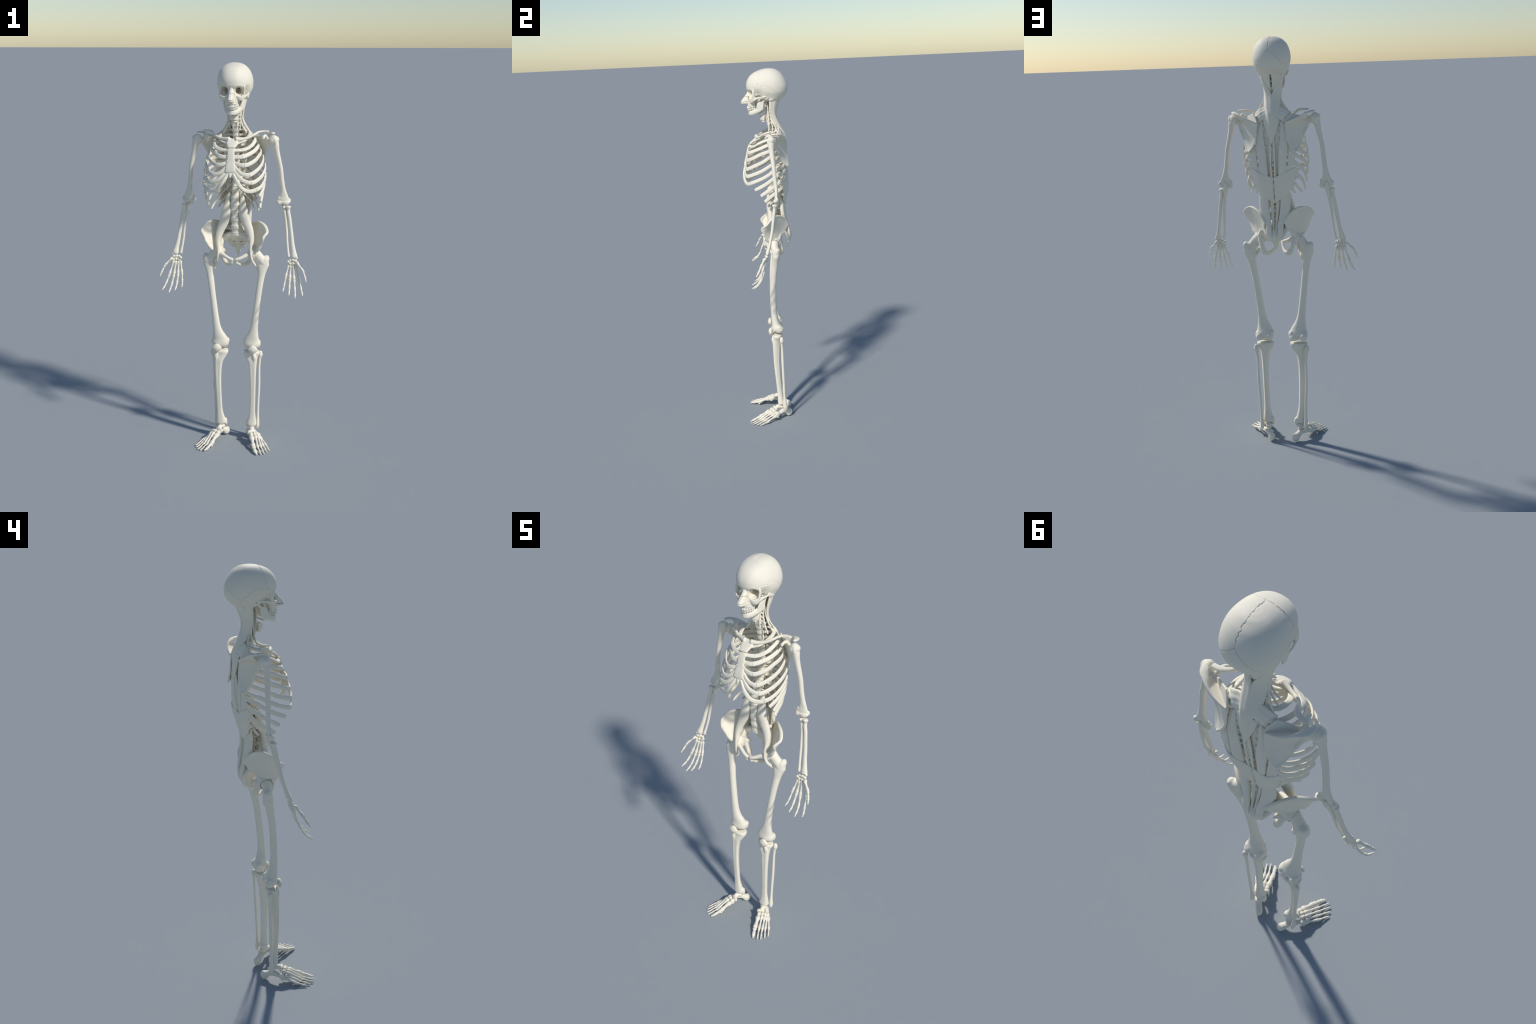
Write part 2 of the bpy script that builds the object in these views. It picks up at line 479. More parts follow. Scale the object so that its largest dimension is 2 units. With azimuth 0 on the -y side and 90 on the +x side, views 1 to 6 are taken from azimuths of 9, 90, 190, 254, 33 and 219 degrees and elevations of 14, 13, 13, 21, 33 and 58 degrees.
scap = fuse([blade, fin,
    loft([(.071,.121,1.608,.005,.004), (.103,.120,1.620,.006,.004), (.138,.111,1.634,.007,.005), (.162,.092,1.647,.0110,.0058), (.180,.076,1.654,.0135,.0052), (.188,.059,1.6560,.0115,.0048), (.187,.044,1.6555,.0070,.0042)],
         [(0,0,1), (0,0,1), (.3,0,1), (.7,.6,.4), (.8,.5,0), (1,.2,0), (1,.2,0)], 16, .003),
    loft([(.150,.082,1.560,.006,.005), (.160,.064,1.585,.008,.008), (.166,.054,1.606,.010,.010)], (0,1,0), 14, .003),
    loft([(.140,.084,1.532,.005,.004), (.127,.104,1.498,.005,.004), (.116,.124,1.477,.005,.004)], (0,1,0), 12, .003),
    loft([(.140,.084,1.532,.005,.004), (.152,.078,1.560,.006,.005)], (0,1,0), 12, .003),
    ball((.167,.050,1.612), (.008,.015,.021), 20),
    loft([(.090,.088,1.648,.004,.004), (.069,.113,1.612,.0045,.0045), (.071,.121,1.570,.004,.004), (.074,.124,1.535,.004,.004), (.089,.127,1.500,.0045,.0045), (.108,.128,1.477,.005,.005)], (1,0,0), 10, .003),
    loft([(.158,.050,1.630,.009,.009), (.152,.036,1.644,.008,.008), (.148,.022,1.643,.0075,.007), (.146,.011,1.634,.006,.0055)], (1,0,0), 14, .003),
    ], .0018, 10)
both('scapula', scap)

# ------------------------------------------------------------------ arms
hum = fuse([
    loft([(.195,.040,1.632,.016,.018), (.203,.039,1.606,.0165,.017), (.209,.040,1.575,.0128,.013), (.219,.043,1.530,.0108,.0112), (.229,.047,1.483,.0102,.0105), (.236,.051,1.417,.0105,.0100), (.242,.055,1.370,.0130,.0092), (.245,.055,1.340,.0215,.0082), (.246,.053,1.322,.028,.0085)], (1,0,0), 24, .004),
    ball((.191,.043,1.620), (.0225,.0230,.0240)),
    ball((.2060,.041,1.626), (.0145,.0165,.0165)),
    ball((.203,.026,1.618), (.009,.008,.016)),
    ball((.2165,.056,1.315), (.0080,.0070,.010)),
    loft([(.226,.054,1.330,.012,.006), (.218,.056,1.318,.008,.006)], (1,0,0), 12),
    ball((.272,.057,1.318), (.0085,.0075,.012)),
    loft([(.224,.050,1.305,.0120,.0110), (.239,.049,1.308,.0085,.009), (.256,.047,1.307,.0105,.0105), (.268,.050,1.311,.0085,.009)], (0,0,1), 18, .003),
    ], .002, 20, cut=[ball((.243,.068,1.330), (.012,.010,.013), 18)], swell=.0010)
both('humerus', hum)
rad = fuse([
    loft([(.270,.043,1.291,.0125,.0125), (.270,.0425,1.284,.0125,.0125), (.271,.042,1.277,.0085,.0085), (.271,.040,1.262,.0090,.0085), (.277,.036,1.235,.0090,.0078), (.283,.030,1.195,.0092,.0076), (.289,.024,1.156,.0092,.0074), (.297,.012,1.100,.0102,.0078), (.304,.002,1.065,.0125,.0085), (.308,-.005,1.044,.0158,.0105), (.309,-.006,1.038,.0155,.0105)], (1,0,0), 18, .004, cap=(.2,.3)),
    ball((.322,-.008,1.036), (.005,.007,.007), 14)], .0016, 3, swell=.0005)
both('radius', rad)
uln = fuse([
    loft([(.245,.060,1.322,.0100,.0085), (.246,.060,1.305,.0115,.0095), (.248,.053,1.287,.0120,.0105), (.252,.045,1.262,.0095,.0095), (.258,.038,1.225,.0072,.0080), (.265,.026,1.165,.0070,.0072), (.269,.016,1.115,.0064,.0064), (.276,.002,1.062,.0064,.0062), (.279,-.003,1.046,.0075,.0072), (.280,-.004,1.040,.0078,.0075)], (1,0,0), 18, .004, cap=(.6,.4)),
    ball((.248,.037,1.286), (.008,.008,.006), 14),
    ball((.276,.003,1.036), (.003,.003,.005), 10)], .0016, 3, cut=[loft([(.225,.043,1.306,.0105,.0105), (.268,.043,1.306,.0105,.0105)], (0,0,1), 16)])
both('ulna', uln)

def little_bone(p, q, r0, rm, r1, hint=(1,0,0), bow=0.0, flat=.82, tip=False):
    p, q = V3(*p), V3(*q)
    d = q - p
    k = [(0, r0), (.10, r0 * 1.04), (.25, (r0 + rm) / 2), (.5, rm), (.75, (rm + r1) / 2), (.90, r1 * 1.05), (1, r1)]
    if tip:
        k = [(0, r0), (.12, r0), (.35, (r0 + rm) / 2), (.6, rm), (.85, r1), (1, r1 * .9)]
    off = unit(np.cross(d, np.asarray(hint, float))) * bow
    L = np.linalg.norm(d)
    e = min(.35, min(r0, r1) / L * .5)
    rows = []
    for t, r in k:
        t2 = e + (1 - 2 * e) * t
        rows.append((*(p + d * t2 + off * 4 * t * (1 - t)), r, r * flat))
    return loft(rows, hint, 14, .0022, cap=(.8, .8))

HANDS = (empty('hand', ROOT), empty('hand', ROOT))
FINGER = {   # wrist end, knuckle, middle joint, tip
 'index':  [(.316,-.018,1.000),(.337,-.034,.928),(.349,-.052,.890),(.362,-.089,.860)],
 'middle': [(.305,-.016,.998),(.312,-.036,.929),(.319,-.058,.883),(.325,-.099,.851)],
 'ring':   [(.292,-.014,.997),(.290,-.034,.934),(.291,-.059,.892),(.293,-.098,.864)],
 'little': [(.281,-.013,1.000),(.269,-.036,.943),(.264,-.053,.903),(.260,-.082,.877)]}
for nm, (w, k, m, t) in FINGER.items():
    s = .86 if nm == 'little' else 1.0
    w, k, m, t = V3(*w), V3(*k), V3(*m), V3(*t)
    dip = m + (t - m) * .56 + V3(0, .003, -.0025)
    s *= 1.22
    both('metacarpal', mk(little_bone(w, k, .0064*s, .0036*s, .0062*s, bow=-.002)), HANDS)
    both('phalanx', mk(little_bone(k, m, .0060*s, .0036*s, .0048*s, bow=-.0015)), HANDS)
    both('phalanx', mk(little_bone(m, dip, .0050*s, .0030*s, .0040*s, bow=-.001)), HANDS)
    both('phalanx', mk(little_bone(dip, t, .0042*s, .0022*s, .0026*s, tip=True)), HANDS)
a, b, c = V3(.325,-.023,1.014), V3(.357,-.043,.980), V3(.377,-.072,.928)
ip = b + (c - b) * .56 + V3(.001,.002,0)
both('metacarpal', mk(little_bone(a, b, .0082, .0052, .0076, (0,1,0))), HANDS)
both('phalanx', mk(little_bone(b, ip, .0074, .0048, .0062, (0,1,0))), HANDS)
both('phalanx', mk(little_bone(ip, c, .0064, .0036, .0036, (0,1,0), tip=True)), HANDS)
CARPAL = [((.315,-.011,1.022),(.0085,.0075,.0070)), ((.302,-.009,1.024),(.0075,.0075,.0065)), ((.289,-.008,1.022),(.0070,.0070,.0065)), ((.279,-.016,1.017),(.0055,.0060,.0055)),
          ((.326,-.019,1.012),(.0065,.0065,.0060)), ((.316,-.016,1.006),(.0060,.0065,.0060)), ((.304,-.012,1.008),(.0070,.0080,.0080)), ((.289,-.012,1.006),(.0080,.0080,.0070))]
for i, (c, r) in enumerate(CARPAL):
    g = ball(c, np.array(r) * 1.2, 18)
    v = g[0].copy()
    for j in range(len(v)):
        d = noise.noise_vector(Vector(v[j]) * 110 + Vector((i * 7.1, 0, 0)))
        v[j] += np.array(d) * .0016
    both('carpal_bone', mk((v, g[1])), HANDS)

# ------------------------------------------------------------------ pelvis
crest = [(.046,.118,1.138),(.064,.107,1.168),(.092,.084,1.194),(.125,.050,1.203),(.155,.022,1.188),(.168,-.004,1.162),(.151,-.031,1.138),(.150,-.026,1.122)]
ilium = sheet([[(.046,.117,1.138),(.064,.106,1.166),(.092,.083,1.192),(.125,.050,1.201),(.154,.022,1.186),(.167,-.004,1.161),(.150,-.033,1.137)],
               [(.048,.114,1.130),(.062,.100,1.148),(.085,.080,1.164),(.116,.052,1.170),(.146,.022,1.160),(.161,-.006,1.146),(.152,-.028,1.130)],
               [(.051,.106,1.116),(.063,.092,1.125),(.082,.073,1.132),(.106,.050,1.134),(.130,.022,1.130),(.147,-.004,1.126),(.151,-.022,1.122)],
               [(.055,.098,1.102),(.066,.082,1.103),(.080,.066,1.103),(.098,.048,1.103),(.117,.024,1.103),(.132,.002,1.103),(.140,-.016,1.104)],
               [(.066,.082,1.090),(.074,.070,1.084),(.082,.060,1.078),(.095,.046,1.074),(.110,.026,1.074),(.121,.006,1.076),(.129,-.008,1.080)]],
              .0085, out=(1,0,0), nu=50, nv=60, mid=True, rim=.7, tmap=lambda u, w: .8 + .9 * np.clip(u - .5, 0, 1) * 2)
hip = fuse([ilium,
    loft([(*q, a, b) for q, a, b in zip(crest, (.006,.007,.0065,.007,.009,.0085,.0055,.0035), (.005,.0055,.005,.005,.006,.0065,.0055,.0040))], (1,0,0), 14, .003),
    loft([(.150,-.030,1.133,.005,.005), (.148,-.020,1.116,.004,.005), (.138,-.012,1.096,.005,.006), (.130,-.008,1.082,.008,.008), (.118,.000,1.066,.010,.010)], (1,0,0), 12, .003),
    loft([(.072,.070,1.094,.010,.011), (.080,.060,1.075,.015,.013), (.086,.048,1.055,.020,.018)], (0,1,0), 18, .003),
    ball((.093,.034,1.046), (.028,.034,.036), 28),
    loft([(.068,.078,1.128,.008,.013), (.072,.060,1.108,.010,.015), (.080,.047,1.080,.013,.016)], (1,0,0), 16, .003),
    loft([(.083,.056,1.044,.020,.014), (.076,.068,1.022,.016,.012), (.070,.074,1.000,.014,.012), (.060,.073,.984,.014,.013), (.050,.062,.976,.011,.010), (.038,.047,.977,.008,.010), (.026,.026,.984,.007,.010), (.017,.006,.996,.007,.011), (.014,-.006,1.006,.007,.011)],
         [(0,1,0), (0,1,0), (0,1,0), (0,1,0), (0,1,0), (1,0,0), (1,0,0), (1,0,0), (1,0,0)], 18, .003),
    loft([(.088,.016,1.050,.014,.013), (.070,.006,1.041,.0125,.0105), (.052,-.002,1.033,.0105,.0095), (.034,-.010,1.0245,.0092,.0092), (.020,-.0145,1.0195,.0090,.0090), (.011,-.0155,1.0165,.0095,.0085)], (0,0,1), 16, .003),
    loft([(.072,.069,1.047,.016,.008), (.063,.077,1.043,.010,.006), (.056,.083,1.041,.004,.004)], (0,0,1), 10, .002),
    ball((.0125,-.010,1.006), (.0080,.0100,.0165), 16),
    ball((.121,.004,1.075), (.011,.012,.012), 16),
    ], .002, 14, cut=[ball((.106,.035,1.041), (.0285,.0285,.0285), 28)])
both('hip_bone', hip)

# ------------------------------------------------------------------ legs
fem = fuse([
    loft([(.150,.044,1.006,.0225,.0205), (.1420,.042,.985,.0310,.0205), (.1385,.038,.960,.0250,.0190), (.1355,.034,.932,.0185,.0170), (.125,.023,.855,.0150,.0148), (.112,.0175,.750,.0152,.0148), (.105,.016,.690,.0165,.0150), (.099,.017,.640,.0200,.0160), (.093,.020,.605,.0280,.0185), (.087,.025,.578,.0385,.0225), (.085,.029,.558,.0450,.0275), (.085,.031,.546,.0440,.0270)], (1,0,0), 28, .005, p=2.2, cap=(1,.55)),
    ball((.160,.047,1.012), (.0135,.0165,.0185)),
    loft([(.145,.042,.992,.022,.022), (.129,.039,1.012,.0205,.0225), (.115,.036,1.031,.0205,.0220), (.104,.035,1.042,.0235,.0235)], (0,1,0), 22, .003),
    ball((.101,.035,1.042), (.0245,.0245,.0245)),
    ball((.118,.049,.962), (.0105,.011,.016)),
    loft([(.160,.056,1.020,.008,.008), (.145,.058,.990,.006,.007), (.124,.055,.966,.006,.007)], (1,0,0), 10, .003),
    ball((.062,.040,.5460), (.0215,.0255,.0215)), ball((.110,.041,.5475), (.0200,.0255,.0215)),
    ball((.052,.036,.560), (.0155,.022,.0175)), ball((.117,.036,.556), (.0135,.022,.0175)),
    ], .0022, 12, cut=[loft([(.087,.075,.560,.0085,.013), (.087,.055,.535,.0085,.013), (.087,.020,.522,.0070,.007)], (1,0,0), 14)], swell=.0016)
both('femur', fem)
pat = mk(ball((0,0,0), (1,1,1), 28))
c = coords(pat)
rr = np.abs(c[:, 0]) ** 1.35 + np.abs(c[:, 2]) ** 1.35
k = 1 / np.maximum((np.abs(c[:, 0]) ** 1.5 + np.abs(c[:, 2]) ** 1.5 + np.abs(c[:, 1]) ** 2.0) ** (1 / 1.7), 1e-6)
c = c * k[:, None] * np.array([.0262, .0125, .0235]) + np.array([.0955, -.0075, .5315])
set_coords(pat, c)
both('patella', pat)

def shin_section(th, t):
    # rounded triangle with the sharp crest in front
    k = np.interp(t, [0, .12, .3, .75, 1], [0, .5, 1, .7, 0])
    return 1 + k * (.16 * np.cos(3 * (th + np.pi / 2)) )
tib = fuse([
    loft([(.0845,.029,.511,.0425,.0270), (.0845,.029,.500,.0430,.0275), (.086,.026,.482,.0340,.0240), (.090,.022,.460,.0245,.0225), (.0925,.0195,.428,.0185,.0195), (.0935,.018,.375,.0150,.0170), (.093,.019,.315,.0138,.0155), (.091,.024,.230,.0134,.0140), (.0885,.029,.160,.0150,.0140), (.0855,.033,.118,.0220,.0165), (.0825,.035,.096,.0265,.0185), (.082,.036,.088,.0260,.0180)], (1,0,0), 30, .005, p=2.35, cap=(.12,.2), shape=shin_section),
    loft([(.099,.004,.499,.008,.006), (.1030,.003,.484,.009,.007), (.1025,.006,.464,.007,.006), (.1000,.009,.430,.004,.004)], (1,0,0), 10, .004),
    loft([(.063,.038,.104,.010,.014), (.058,.040,.088,.007,.012), (.0575,.041,.078,.005,.008)], (1,0,0), 14, .003),
    ], .002, 14, cut=[ball((.082,.036,.072), (.022,.030,.014), 20)], swell=.0008)
both('tibia', tib)
fib = fuse([loft([(.129,.053,.497,.0085,.0085), (.1285,.053,.484,.0115,.0110), (.126,.053,.468,.0080,.0080), (.1225,.054,.430,.0060,.0065), (.121,.054,.305,.0060,.0070), (.117,.055,.220,.0060,.0070), (.1145,.056,.130,.0064,.0072), (.1135,.057,.095,.0088,.0105), (.1125,.059,.072,.0090,.0120), (.1115,.061,.060,.0065,.0085)], (1,0,0), 16, .004)], .0016, 3, swell=.0008)
both('fibula', fib)

# ------------------------------------------------------------------ feet
FEET = (empty('foot', ROOT), empty('foot', ROOT))
calc = fuse([loft([(.0605,.082,.0225,.0165,.0220), (.065,.075,.024,.0165,.0215), (.074,.064,.033,.0145,.0150), (.088,.048,.042,.0150,.0140), (.102,.034,.040,.0125,.0125), (.110,.026,.038,.0110,.0110)], (.8,.6,0), 20, .003, p=2.2),
             ball((.066,.077,.0115), (.0135,.0125,.0105)),
             loft([(.086,.048,.046,.008,.006), (.074,.040,.052,.007,.005)], (0,1,0), 10, .003)], .0018, 3)
both('heel_bone', calc, FEET)
tal = fuse([ball((.080,.037,.070), (.0185,.0205,.0155)), loft([(.083,.030,.070,.015,.013), (.088,.016,.069,.0125,.012), (.089,.010,.067,.0125,.012)], (1,0,0), 16, .003),
            loft([(.081,.048,.068,.013,.008), (.080,.060,.062,.009,.007)], (1,0,0), 12, .003)], .0018, 3)
both('ankle_bone', tal, FEET)
def wedge(c, r, ang, p=3.4, seed=0):
    v, f = ball((0,0,0), (1,1,1), 20)
    k = (np.abs(v) ** p).sum(1) ** (-1 / p)
    v = v * k[:, None] * np.asarray(r)
    a = math.radians(ang)
    R = np.array([[math.cos(a), -math.sin(a), 0], [math.sin(a), math.cos(a), 0], [0, 0, 1]])
    return v @ R.T + np.asarray(c), f
FA = 27     # the foot points outwards
both('navicular_bone', mk(wedge((.0875,-.0015,.0575), (.0210,.0078,.0142), FA)), FEET)
both('cuneiform_bone', mk(wedge((.0905,-.0205,.0475), (.0106,.0120,.0165), FA)), FEET)
both('cuneiform_bone', mk(wedge((.1065,-.0140,.0560), (.0076,.0092,.0115), FA)), FEET)
both('cuneiform_bone', mk(wedge((.1185,-.0050,.0520), (.0076,.0106,.0115), FA)), FEET)
both('cuboid_bone', mk(wedge((.1240,.0100,.0370), (.0115,.0140,.0135), FA)), FEET)
TOES = [  # base, ball, middle joint, tip
 [(.0945,-.033,.046),(.114,-.094,.019),(.129,-.127,.010),(.141,-.148,.0055)],
 [(.112,-.024,.053),(.137,-.089,.015),(.153,-.123,.0065),(.164,-.145,.0045)],
 [(.1245,-.016,.049),(.1515,-.079,.0150),(.168,-.113,.0062),(.179,-.134,.0042)],
 [(.131,-.004,.041),(.162,-.065,.0142),(.180,-.096,.0060),(.191,-.114,.0042)],
 [(.134,.006,.030),(.175,-.051,.0115),(.190,-.077,.0060),(.199,-.094,.0042)]]
for i, (b0, b1, b2, b3) in enumerate(TOES):
    b0, b1, b2, b3 = V3(*b0), V3(*b1), V3(*b2), V3(*b3)
    hint = unit(V3(.84,.45,0))
    if i == 0:
        both('metatarsal', mk(little_bone(b0, b1, .0135, .0082, .0118, hint, .002, .95)), FEET)
        both('toe_phalanx', mk(little_bone(b1, b2, .0112, .0076, .0090, hint, .001, .8)), FEET)
        both('toe_phalanx', mk(little_bone(b2, b3, .0098, .0054, .0060, hint, 0, .62, True)), FEET)
        for s in (-1, 1):
            both('sesamoid_bone', mk(ball(b1 + hint * .0050 * s + V3(-.001,.002,-.0105), (.0035,.005,.0038), 14)), FEET)
    else:
        g = 1.0
        both('metatarsal', mk(little_bone(b0, b1, .0084, .0046, .0068, hint, .0025, 1.05)), FEET)
        both('toe_phalanx', mk(little_bone(b1, b2, .0058, .0034, .0044, hint, .002, .9)), FEET)
        mid = b2 + (b3 - b2) * .5
        both('toe_phalanx', mk(little_bone(b2, mid, .0045, .0034, .0040, hint, 0, .85)), FEET)
        both('toe_phalanx', mk(little_bone(mid, b3, .0040, .0026, .0028, hint, 0, .75, True)), FEET)
both('metatarsal_tuberosity', mk(loft([(.1365,.003,.028,.0072,.0072), (.1365,.010,.025,.0062,.0058), (.1365,.015,.023,.0040,.0040)], (1,0,0), 12, .002)), FEET)

def nose_rings(rows, seg=28):
    # stacked sections (z, front y, back y, half width): pointed in front, wide behind
    R = []
    for z, yf, yb, w in rows:
        t = np.linspace(0, np.pi, seg // 2 + 1)
        y = yf + (yb - yf) * (1 - np.cos(t)) / 2
        x = w * np.sin(np.clip(t * .72, 0, np.pi / 2)) ** .55 * np.where(t > 2.6, np.sqrt(np.clip((np.pi - t) / .55, 0, 1)), 1)
        R.append(np.vstack([np.column_stack([x, y, 0 * y + z]), np.column_stack([-x, y, 0 * y + z])[-2:0:-1]]))
    n = len(R[0])
    v = np.vstack(R + [R[0].mean(0)[None], R[-1].mean(0)[None]])
    f = []
    for i in range(len(R) - 1):
        for j in range(n):
            k = (j + 1) % n
            f.append((i * n + j, i * n + k, (i + 1) * n + k, (i + 1) * n + j))
    for j in range(n):
        k = (j + 1) % n
        f.append((len(R) * n, k, j))
        f.append((len(R) * n + 1, (len(R) - 1) * n + j, (len(R) - 1) * n + k))
    return v, f

# ------------------------------------------------------------------ skull
SKULL = empty('skull', ROOT)
LV = [  # z, front y, back y, half width, y of greatest width
 (1.9985, .022, .062, .018, .042), (1.9955, .006, .077, .031, .043), (1.990, -.012, .089, .044, .044), (1.980, -.036, .105, .0575, .045),
 (1.965, -.056, .119, .0710, .047), (1.945, -.071, .132, .0805, .050), (1.922, -.079, .142, .0865, .052), (1.902, -.0795, .147, .0880, .053),
 (1.885, -.075, .1465, .0865, .053), (1.870, -.058, .143, .0830, .054), (1.857, -.040, .136, .0770, .054), (1.845, -.024, .124, .0705, .053), (1.834, -.010, .110, .0640, .052), (1.826, .005, .094, .050, .051)]
Zs = np.concatenate([np.linspace(1.826, 1.98, 40), np.linspace(1.982, 1.9985, 16)])
tab = np.array(LV)[::-1]
dense = spline(np.column_stack([tab[:, 0], 0 * tab[:, 0], 0 * tab[:, 0], tab[:, 1:]]), 400)
rings, seg = [], 72
th = np.linspace(0, 2 * np.pi, seg, endpoint=False)
for z in Zs:
    yf, yb, w, yc = [np.interp(z, dense[:, 0], dense[:, 3 + i]) for i in range(4)]
    cy = np.cos(th)
    sx = np.sign(np.sin(th)) * np.abs(np.sin(th)) ** .88
    cy = np.sign(cy) * np.abs(cy) ** .94
    y = np.where(cy > 0, yc - (yc - yf) * cy, yc + (yb - yc) * -cy)
    x = w * sx
    # flattened temples
    k = np.clip((1.898 - z) / .03, 0, 1) * np.clip((-y + .02) / .04, 0, 1) * np.clip((y + .062) / .025, 0, 1)
    x = x * (1 - .12 * k)
    rings.append(np.column_stack([x, y, np.full(seg, z)]))
nr = len(rings)
cv = np.vstack(rings + [[(0, .045, 1.823)], [(0, .042, 2.0)]])
cf = []
for i in range(nr - 1):
    for j in range(seg):
        k = (j + 1) % seg
        cf.append((i * seg + j, i * seg + k, (i + 1) * seg + k, (i + 1) * seg + j))
for j in range(seg):
    k = (j + 1) % seg
    cf.append((nr * seg, k, j))
    cf.append((nr * seg + 1, (nr - 1) * seg + j, (nr - 1) * seg + k))
skull = [(cv, cf)]
cuts = []
# middle of the face: maxilla, nasal bones, base
skull.append(loft([(0,-.040,1.880,.040,.028), (0,-.040,1.860,.043,.026), (0,-.044,1.840,.043,.024), (0,-.050,1.826,.036,.023), (0,-.052,1.812,.031,.024), (0,-.053,1.802,.0295,.025)], (1,0,0), 36, .003, p=2.3, cap=(.1,.15)))
skull.append(loft([(0,.000,1.855,.022,.03), (0,.010,1.835,.020,.03)], (1,0,0), 20, .003))
skull.append(loft([(0,-.060,1.888,.0125,.011), (0,-.062,1.870,.0105,.0115), (0,-.062,1.857,.0110,.0120)], (1,0,0), 20, .003))
skull.append(nose_rings([(1.886,-.0735,-.050,.0105), (1.874,-.0765,-.052,.0100), (1.866,-.0825,-.055,.0108), (1.8545,-.0915,-.058,.0125)]))
skull.append(loft([(0,-.074,1.811,.005,.006), (0,-.066,1.815,.006,.006)], (1,0,0), 12))
for s in (-1, 1):
    X = lambda *r: [(s * r[0], *r[1:])]
    def rod(rows, hint, seg=16, **kw):
        skull.append(loft([(s * q[0], *q[1:]) for q in rows], (s * hint[0], hint[1], hint[2]), seg, .003, **kw))
    rod([(.0530,-.0410,1.895,.0075,.0050), (.0580,-.0415,1.887,.0085,.0046), (.0602,-.0415,1.878,.0080,.0040), (.0602,-.0415,1.866,.0080,.0040), (.0588,-.0425,1.852,.0105,.0045), (.0550,-.0440,1.838,.0105,.0040)], (.25,-1,0))
    skull.append(sheet([[(s*.026,-.066,1.845),(s*.040,-.0655,1.8420),(s*.0500,-.0590,1.8440),(s*.0590,-.0470,1.8520)],[(s*.027,-.064,1.833),(s*.040,-.0635,1.8310),(s*.0500,-.0570,1.8320),(s*.0590,-.0440,1.8400)],[(s*.029,-.060,1.823),(s*.040,-.0580,1.8210),(s*.0480,-.0530,1.8195),(s*.0560,-.0440,1.8270)]], .0070, out=(s*.4,-1,0), mid=True, rim=.6, nu=20, nv=24))
    rod([(.0545,-.0460,1.8360,.0100,.0035), (.0600,-.0370,1.8390,.0085,.0034), (.0660,-.022,1.8440,.0058,.0030), (.0700,-.004,1.8465,.0048,.0028), (.0695,.014,1.849,.0050,.0032), (.066,.030,1.852,.008,.006)], (0,0,1))
    skull.append(ball((s * .0480, -.0420, 1.8930), (.0110, .0130, .0085), 16))
    skull.append(sheet([[(s*.0560,-.044,1.892),(s*.0560,-.030,1.892),(s*.0580,-.014,1.892)],[(s*.0565,-.044,1.868),(s*.0535,-.030,1.868),(s*.0520,-.012,1.868)],[(s*.0560,-.045,1.848),(s*.0520,-.030,1.848),(s*.0480,-.012,1.848)]], .0045, out=(s,0,0), mid=True, rim=.8, nu=16, nv=16))
    skull.append(ball((s * .0565, .052, 1.8385), (.0120, .0185, .0155), 20))     # mastoid
    rod([(.064,.034,1.846,.009,.009), (.062,.026,1.838,.006,.006)], (0,1,0))
    rod([(.026,-.010,1.850,.012,.012), (.028,-.018,1.825,.008,.006), (.029,-.020,1.805,.008,.004)], (0,1,0))
    # carved: eye socket, temple opening, cheek hollow, ear
    c0 = loft([(s * .0425,-.092,1.8660,.0255,.0265), (s * .0382,-.062,1.8660,.0208,.0232), (s * .034,-.040,1.867,.0165,.0180), (s * .027,-.018,1.868,.0120,.0125), (s * .022,.004,1.869,.007,.007)], (1,0,0), 30, .003, p=2.6)
    cuts.append(c0)
    cuts.append(ball((s * .0520, -.016, 1.8430), (.0105, .0205, .0160), 20))
    cuts.append(ball((s * .040, -.076, 1.816), (.0085, .0095, .0075), 16))
    cuts.append(ball((s * .0885, .052, 1.8925), (.004, .0022, .0022), 10))
    cuts.append(ball((s * .0185, -.080, 1.828), (.0042, .0120, .0125), 16))
    cuts.append(ball((s * .071, .030, 1.846), (.008, .0035, .0040), 12))
    cuts.append(loft([(s * .030,-.030,1.876,.0055,.0030), (s * .022,.020,1.876,.0045,.0030)], (1,0,.5), 10))
sk = fuse(skull, .0013, 14, cut=cuts)

def wiggle(v, f=90, a=.0038):
    return np.array([noise.noise(Vector(q) * f) + .55 * noise.noise(Vector(q) * f * 3.1) for q in v]) * a

c = coords(sk)
ax = np.abs(c[:, 0])
wg = wiggle(c)
fc = c[:, 1] - np.interp(c[:, 2], [1.88, 1.902, 1.93, 1.96, 1.985, 2.0], [-.024, -.022, -.014, -.008, -.002, .001]) + wg * .5          # coronal
fl = c[:, 2] - np.interp(ax, [0, .036, .064, .078, .09], [1.939, 1.909, 1.878, 1.850, 1.82]) + wg                                     # lambdoid
fs = c[:, 2] - np.interp(c[:, 1], [-.03, -.022, -.005, .02, .05, .085, .10], [1.900, 1.901, 1.900, 1.909, 1.896, 1.870, 1.862]) + wg * .5  # squamosal
fm = c[:, 0] + wg                                                                                                                      # sagittal
fsp = c[:, 1] - (-.046 + (1.90 - c[:, 2]) * -.25 + .0) + wg * .3                                                                        # frontal / cheek
side = ax > .035
above = fs > 0
behind = (fl < 0) & (c[:, 1] > .06)
front_ = fc < 0
def groove(f, valid, w=.0016, depth=.0026):
    return np.where(valid, np.clip(1 - np.abs(f) / w, 0, 1) * depth, 0)
g = np.zeros(len(c))
up = c[:, 2] > 1.898
g = np.maximum(g, groove(fc, up & (c[:, 1] < .03), .0015, .0034))
g = np.maximum(g, groove(fl, (c[:, 1] > .065) & (c[:, 2] > 1.843)))
g = np.maximum(g, groove(fm, (c[:, 2] > 1.93) & (c[:, 1] > 0) & (fl > 0) & ~front_, (.0015), .0030))
g = np.maximum(g, groove(fs, side & (c[:, 1] > -.026) & (c[:, 1] < .092) & (ax > .06)))
g = np.maximum(g, groove(c[:, 1] - (.098 - (1.865 - c[:, 2]) * .2), (ax > .05) & (c[:, 2] < 1.862) & (c[:, 2] > 1.832)))
